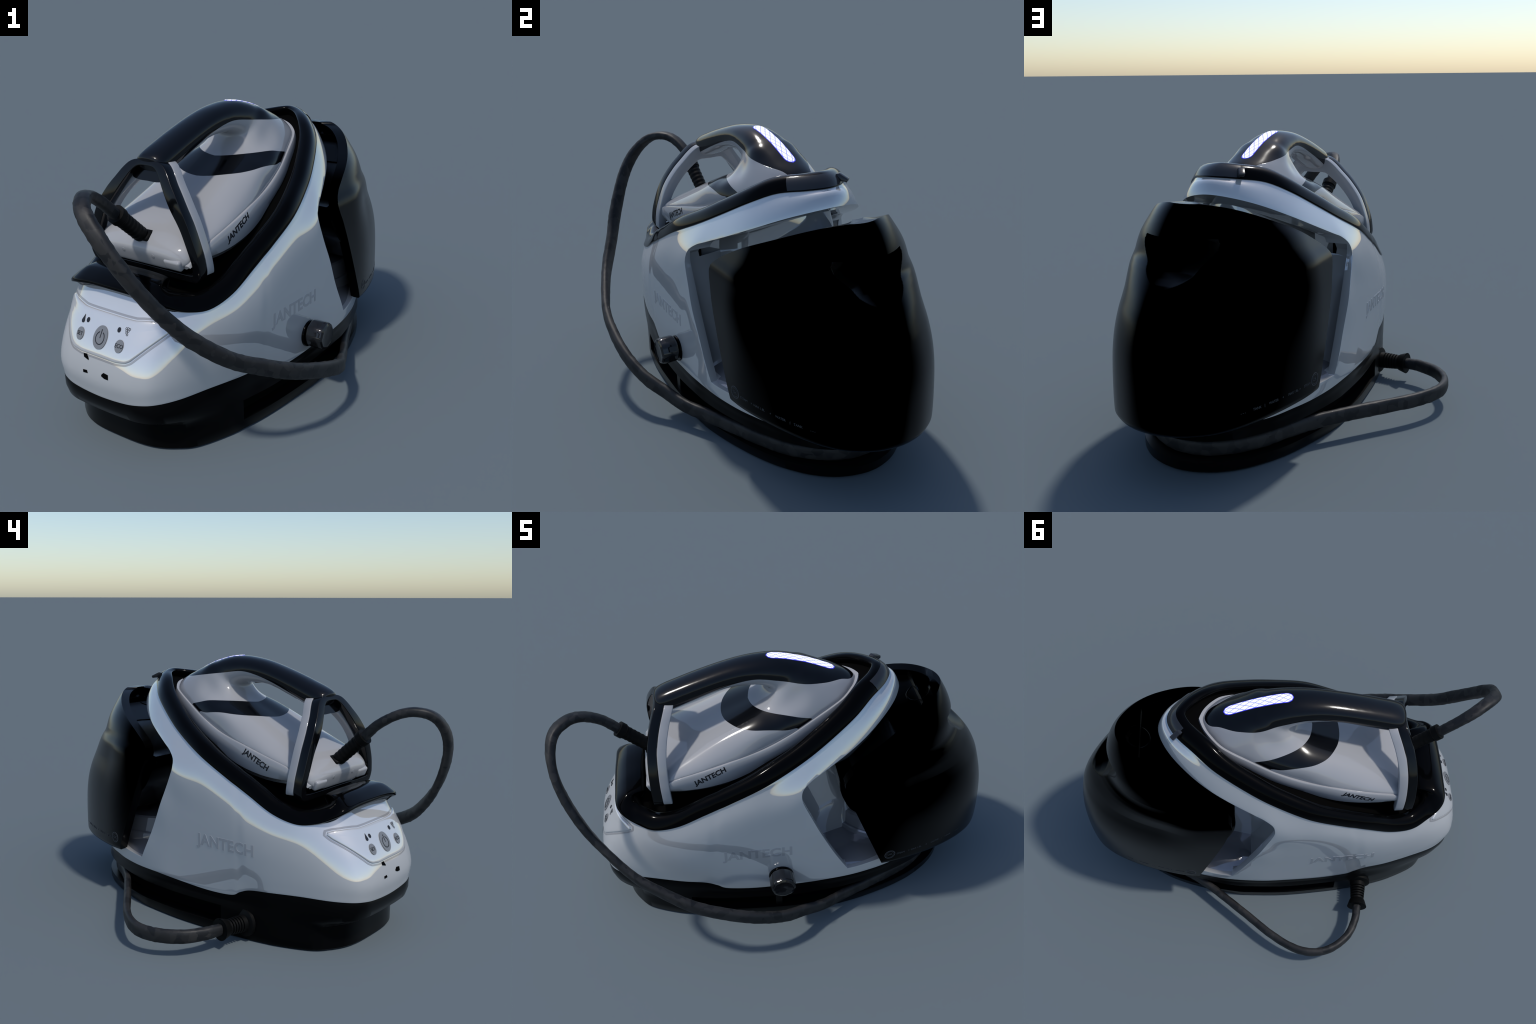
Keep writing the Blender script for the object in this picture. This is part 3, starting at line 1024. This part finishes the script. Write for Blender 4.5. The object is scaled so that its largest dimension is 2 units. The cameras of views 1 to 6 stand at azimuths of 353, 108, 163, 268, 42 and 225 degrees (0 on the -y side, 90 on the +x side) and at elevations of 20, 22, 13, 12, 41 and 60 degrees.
def strip(name, grow, mat, thick, lift):
    n = 40
    xs = np.linspace(.782 - grow, 1.046 + grow, n)
    V, F = [], []
    for k, x in enumerate(xs):
        u = (x - xs[0]) / (xs[-1] - xs[0])
        w = (.024 + grow) * min(1, math.sqrt(max(0, 1 - (1 - min(u / .12, 1)) ** 2))) * min(1, math.sqrt(max(0.0, 1 - (1 - min((1 - u) / .12, 1)) ** 2)))
        w = max(w, .001)
        V += [(x, j * w) for j in (-1, -.5, 0, .5, 1)]
    for k in range(n - 1):
        for j in range(4):
            F.append((k * 5 + j, (k + 1) * 5 + j, (k + 1) * 5 + j + 1, k * 5 + j + 1))
    return decal(name, V, F, on_grip, mat, thick, lift, IRON)


strip('light_strip_edge', .0035, LIGHT_EDGE, .0008, .0002)
strip('light_strip', 0, LIGHT, .0014, .0006)

# trigger under the grip
trig = prism('steam_trigger', np.array([(.655, .275), (.590, .300), (.575, .285), (.600, .262), (.640, .240), (.665, .235)]), -.016, .016, 1, BLACK)
bevel(trig, .005, 2); set_material(trig, BLACK); part(trig, IRON)

# heel frame: loop in (b, w) on a plane leaning forward
UP = np.array([.465, 0, .885]); NF = np.array([.885, 0, -.465])
F_OUT = [(0, .452), (.050, .452), (.092, .440), (.124, .412), (.156, .372), (.204, .312), (.262, .220), (.304, .110), (.317, .045), (.318, .010),
         (.302, -.018), (.268, -.028), (0, -.028)]
F_IN = [(0, .428), (.045, .424), (.074, .402), (.104, .362), (.158, .282), (.220, .192), (.264, .082), (.275, .036), (.271, .014), (.250, .002), (0, .002)]
T_IN0 = [(0, .362), (.060, .362), (.088, .345), (.152, .280), (.216, .190), (.262, .082)]


def loop2(half, n):
    h = np.array(half, float)
    full = np.vstack([h, (h[1:-1] * [-1, 1])[::-1]])
    return resample(spline(full, 8, closed=True), n, closed=True)


def to_frame(p2, n):
    p2 = np.asarray(p2); bend = -.018 * np.sin(np.clip(p2[:, 1] / .45, 0, 1) * math.pi) + .034 * np.clip((p2[:, 1] - .24) / .21, 0, 1) ** 2
    return np.stack([p2[:, 1] * UP[0] + (n + bend) * NF[0], p2[:, 0], p2[:, 1] * UP[2] + (n + bend) * NF[2]], -1)


def frame_mesh(name, outer, inner, n0, n1, mat):
    N = len(outer)
    V = np.vstack([to_frame(outer, n0), to_frame(outer, n1), to_frame(inner, n1), to_frame(inner, n0)])
    Fc = []
    for k in range(4):
        for i in range(N):
            j = (i + 1) % N
            Fc.append((k * N + i, k * N + j, ((k + 1) % 4) * N + j, ((k + 1) % 4) * N + i))
    ob = make_mesh(name, V, Fc, mat, 40)
    bevel(ob, .006, 3, 40, 50); set_material(ob, mat)
    return part(ob, IRON)


fo, fi = loop2(F_OUT, 160), loop2(F_IN, 160)
frame_mesh('heel_frame', fo, fi, -.048, -.001, FRAME_BLACK)
# white trim on the front of the frame: an arch without the lower bar
T_OUT = np.array(F_OUT[:10]) * [1, 1]; T_IN = np.array(T_IN0)
T_OUT = np.vstack([T_OUT, [(.312, .0)]]); T_IN = np.vstack([T_IN[:6], [(.270, .040), (.285, 0.0)]])
to_, ti_ = resample(spline(T_OUT, 8), 90), resample(spline(T_IN, 8), 90)
to_ = np.vstack([to_[::-1], (to_[1:] * [-1, 1])]); ti_ = np.vstack([ti_[::-1], (ti_[1:] * [-1, 1])])
N = len(to_)
V = np.vstack([to_frame(to_, 0), to_frame(to_, .046), to_frame(ti_, .046), to_frame(ti_, 0)])
Fc = [(k * N + i, k * N + i + 1, ((k + 1) % 4) * N + i + 1, ((k + 1) % 4) * N + i) for k in range(4) for i in range(N - 1)]
Fc += [(0, N, 2 * N, 3 * N), (4 * N - 1, 3 * N - 1, 2 * N - 1, N - 1)]
plate2 = resample(spline(np.array([(0, .436), (.06, .430), (.085, .405), (.088, .372), (.05, .362), (0, .362)]), 6), 40)
plate2 = np.vstack([plate2, (plate2[1:-1] * [-1, 1])[::-1]])
np_ = len(plate2)
plate = make_mesh('grip_end_plate', np.vstack([to_frame(plate2, -.012), to_frame(plate2, -.002)]),
                  [tuple(range(np_)), tuple(range(np_, 2 * np_))[::-1]] + [(k, (k + 1) % np_, np_ + (k + 1) % np_, np_ + k) for k in range(np_)], FRAME_BLACK)
part(plate, IRON)
trim = make_mesh('frame_trim', V, Fc, IRON_WHITE, 40)
bevel(trim, .005, 3, 40, 50); set_material(trim, IRON_WHITE); part(trim, IRON)
# cord boot on the heel
p0, p1 = np.array([.035, .003, .095]), np.array([-.066, -.002, .325])
bp, br = [], []
for k in range(41):
    t = k / 40
    bp.append(p0 + (p1 - p0) * t)
    r = .034 + .002 * t
    if .15 < t < .82 and k % 4 < 2:
        r -= .0018
    if t > .86:
        r = .041
    br.append(r)
boot = tube('cord_boot', bp, br, RUBBER, 24, 30); part(boot, IRON)
foot_plate = make_mesh('boot_foot', [(x, y, z) for z, w, o in ((.095, .052, .0), (.150, .046, -.02)) for x, y in ((.075 + o, -w), (.075 + o, w), (.005 + o, w), (.005 + o, -w))],
                       [(3, 2, 1, 0), (4, 5, 6, 7), (0, 1, 5, 4), (1, 2, 6, 5), (2, 3, 7, 6), (3, 0, 4, 7)], RUBBER)
bevel(foot_plate, .008, 2); set_material(foot_plate, RUBBER); part(foot_plate, boot.parent)

# ------------------------------------------------------------------ hose and strain relief
# (a, b, z, wa, wb, wz, half width, half thickness): w = direction of the flat sleeve's wide side
HOSE_PATH = [
    (-.770, 0, .995, .0, 1, 0, .022, .020), (-.800, 0, 1.03, .0, 1, 0, .023, .020), (-.862, -.006, 1.085, -.1, 1, 0, .025, .019),
    (-.946, -.033, 1.133, -.3, .95, 0, .028, .019), (-1.016, -.078, 1.146, -.4, .9, 0, .030, .019),
    (-1.077, -.140, 1.120, -.4, .85, -.1, .031, .019), (-1.097, -.218, 1.050, -.3, .85, -.25, .032, .019),
    (-1.086, -.286, .960, -.1, .85, -.45, .033, .018), (-1.046, -.350, .848, .1, .7, -.6, .033, .018),
    (-.978, -.416, .725, .2, .5, -.75, .034, .018), (-.894, -.474, .615, .2, .3, -.9, .034, .018),
    (-.768, -.558, .500, .2, .2, -.95, .034, .018), (-.640, -.618, .430, .15, .1, -1, .034, .018), (-.490, -.672, .358, .1, 0, -1, .034, .018),
    (-.330, -.692, .295, .1, 0, -1, .034, .018), (-.170, -.686, .232, .1, 0, -1, .034, .018), (-.030, -.650, .175, 0, 0, -1, .034, .017),
    (.090, -.588, .128, 0, 0, -1, .034, .017), (.200, -.540, .098, 0, 0, -1, .033, .016), (.330, -.475, .090, 0, 0, -1, .033, .016),
    (.460, -.420, .088, 0, 0, -1, .033, .016), (.620, -.352, .088, 0, 0, -1, .033, .016), (.750, -.278, .088, 0, 0, -1, .033, .016),
    (.850, -.175, .088, 0, 0, -1, .033, .016), (.905, -.060, .088, 0, 0, -1, .033, .016), (.905, .060, .088, 0, 0, -1, .033, .016),
    (.850, .175, .090, 0, 0, -1, .033, .016), (.750, .275, .094, 0, 0, -1, .033, .016), (.620, .350, .098, 0, 0, -1, .033, .016),
    (.505, .427, .102, 0, 0, -1, .033, .016), (.388, .527, .106, 0, 0, -1, .033, .016), (.255, .645, .107, 0, 0, -1, .033, .016),
    (.130, .757, .107, 0, 0, -1, .033, .016), (.012, .838, .107, 0, 0, -1, .033, .016), (-.095, .872, .107, 0, 0, -1, .033, .016),
    (-.205, .855, .106, 0, 0, -1, .033, .016), (-.304, .787, .104, 0, 0, -1, .032, .017), (-.358, .695, .103, 0, 0, -1, .030, .018),
    (-.376, .620, .100, 0, 0, -1, .027, .019), (-.385, .560, .097, 0, 0, -1, .025, .019),
]
hp = spline(HOSE_PATH, 8)
P, W, HW, HT = hp[:, :3], hp[:, 3:6], hp[:, 6] * 1.06, hp[:, 7] * 1.22
T = np.gradient(P, axis=0); T /= np.linalg.norm(T, axis=1)[:, None]
W = W - (W * T).sum(1)[:, None] * T; W /= np.linalg.norm(W, axis=1)[:, None]
Bn = np.cross(T, W)
th = np.linspace(0, 2 * math.pi, 18, endpoint=False)
ce, se = np.cos(th), np.sin(th)
ex = .72
cx, sx = np.sign(ce) * np.abs(ce) ** ex, np.sign(se) * np.abs(se) ** ex
rings = []
for i in range(len(P)):
    jitter = 1 + rng.normal(0, .022, 18)
    rings.append(P[i] + (HW[i] * cx * jitter)[:, None] * W[i] + (HT[i] * sx * jitter)[:, None] * Bn[i])
hose = loft('steam_hose', rings, HOSE, smooth=50)
part(hose)

q0, q1 = np.array([-.402, .440, .088]), np.array([-.378, .610, .100])
d = q1 - q0
prof = [(-.05, .030), (0, .068), (.10, .068), (.12, .060), (.14, .044), (.25, .043)]
for k in range(5):
    t = .28 + k * .092
    prof += [(t, .043 - .001 * k), (t + .001, .030), (t + .036, .030), (t + .037, .043 - .001 * k), (t + .09, .0425 - .001 * k)]
prof += [(.78, .044), (1.0, .056), (1.005, .050), (.99, .03)]
relief = tube('strain_relief', [q0 + d * t for t, r in prof], [r for t, r in prof], RUBBER, 28, 25)
part(relief)

# tidy up
remove(housing_uncut)
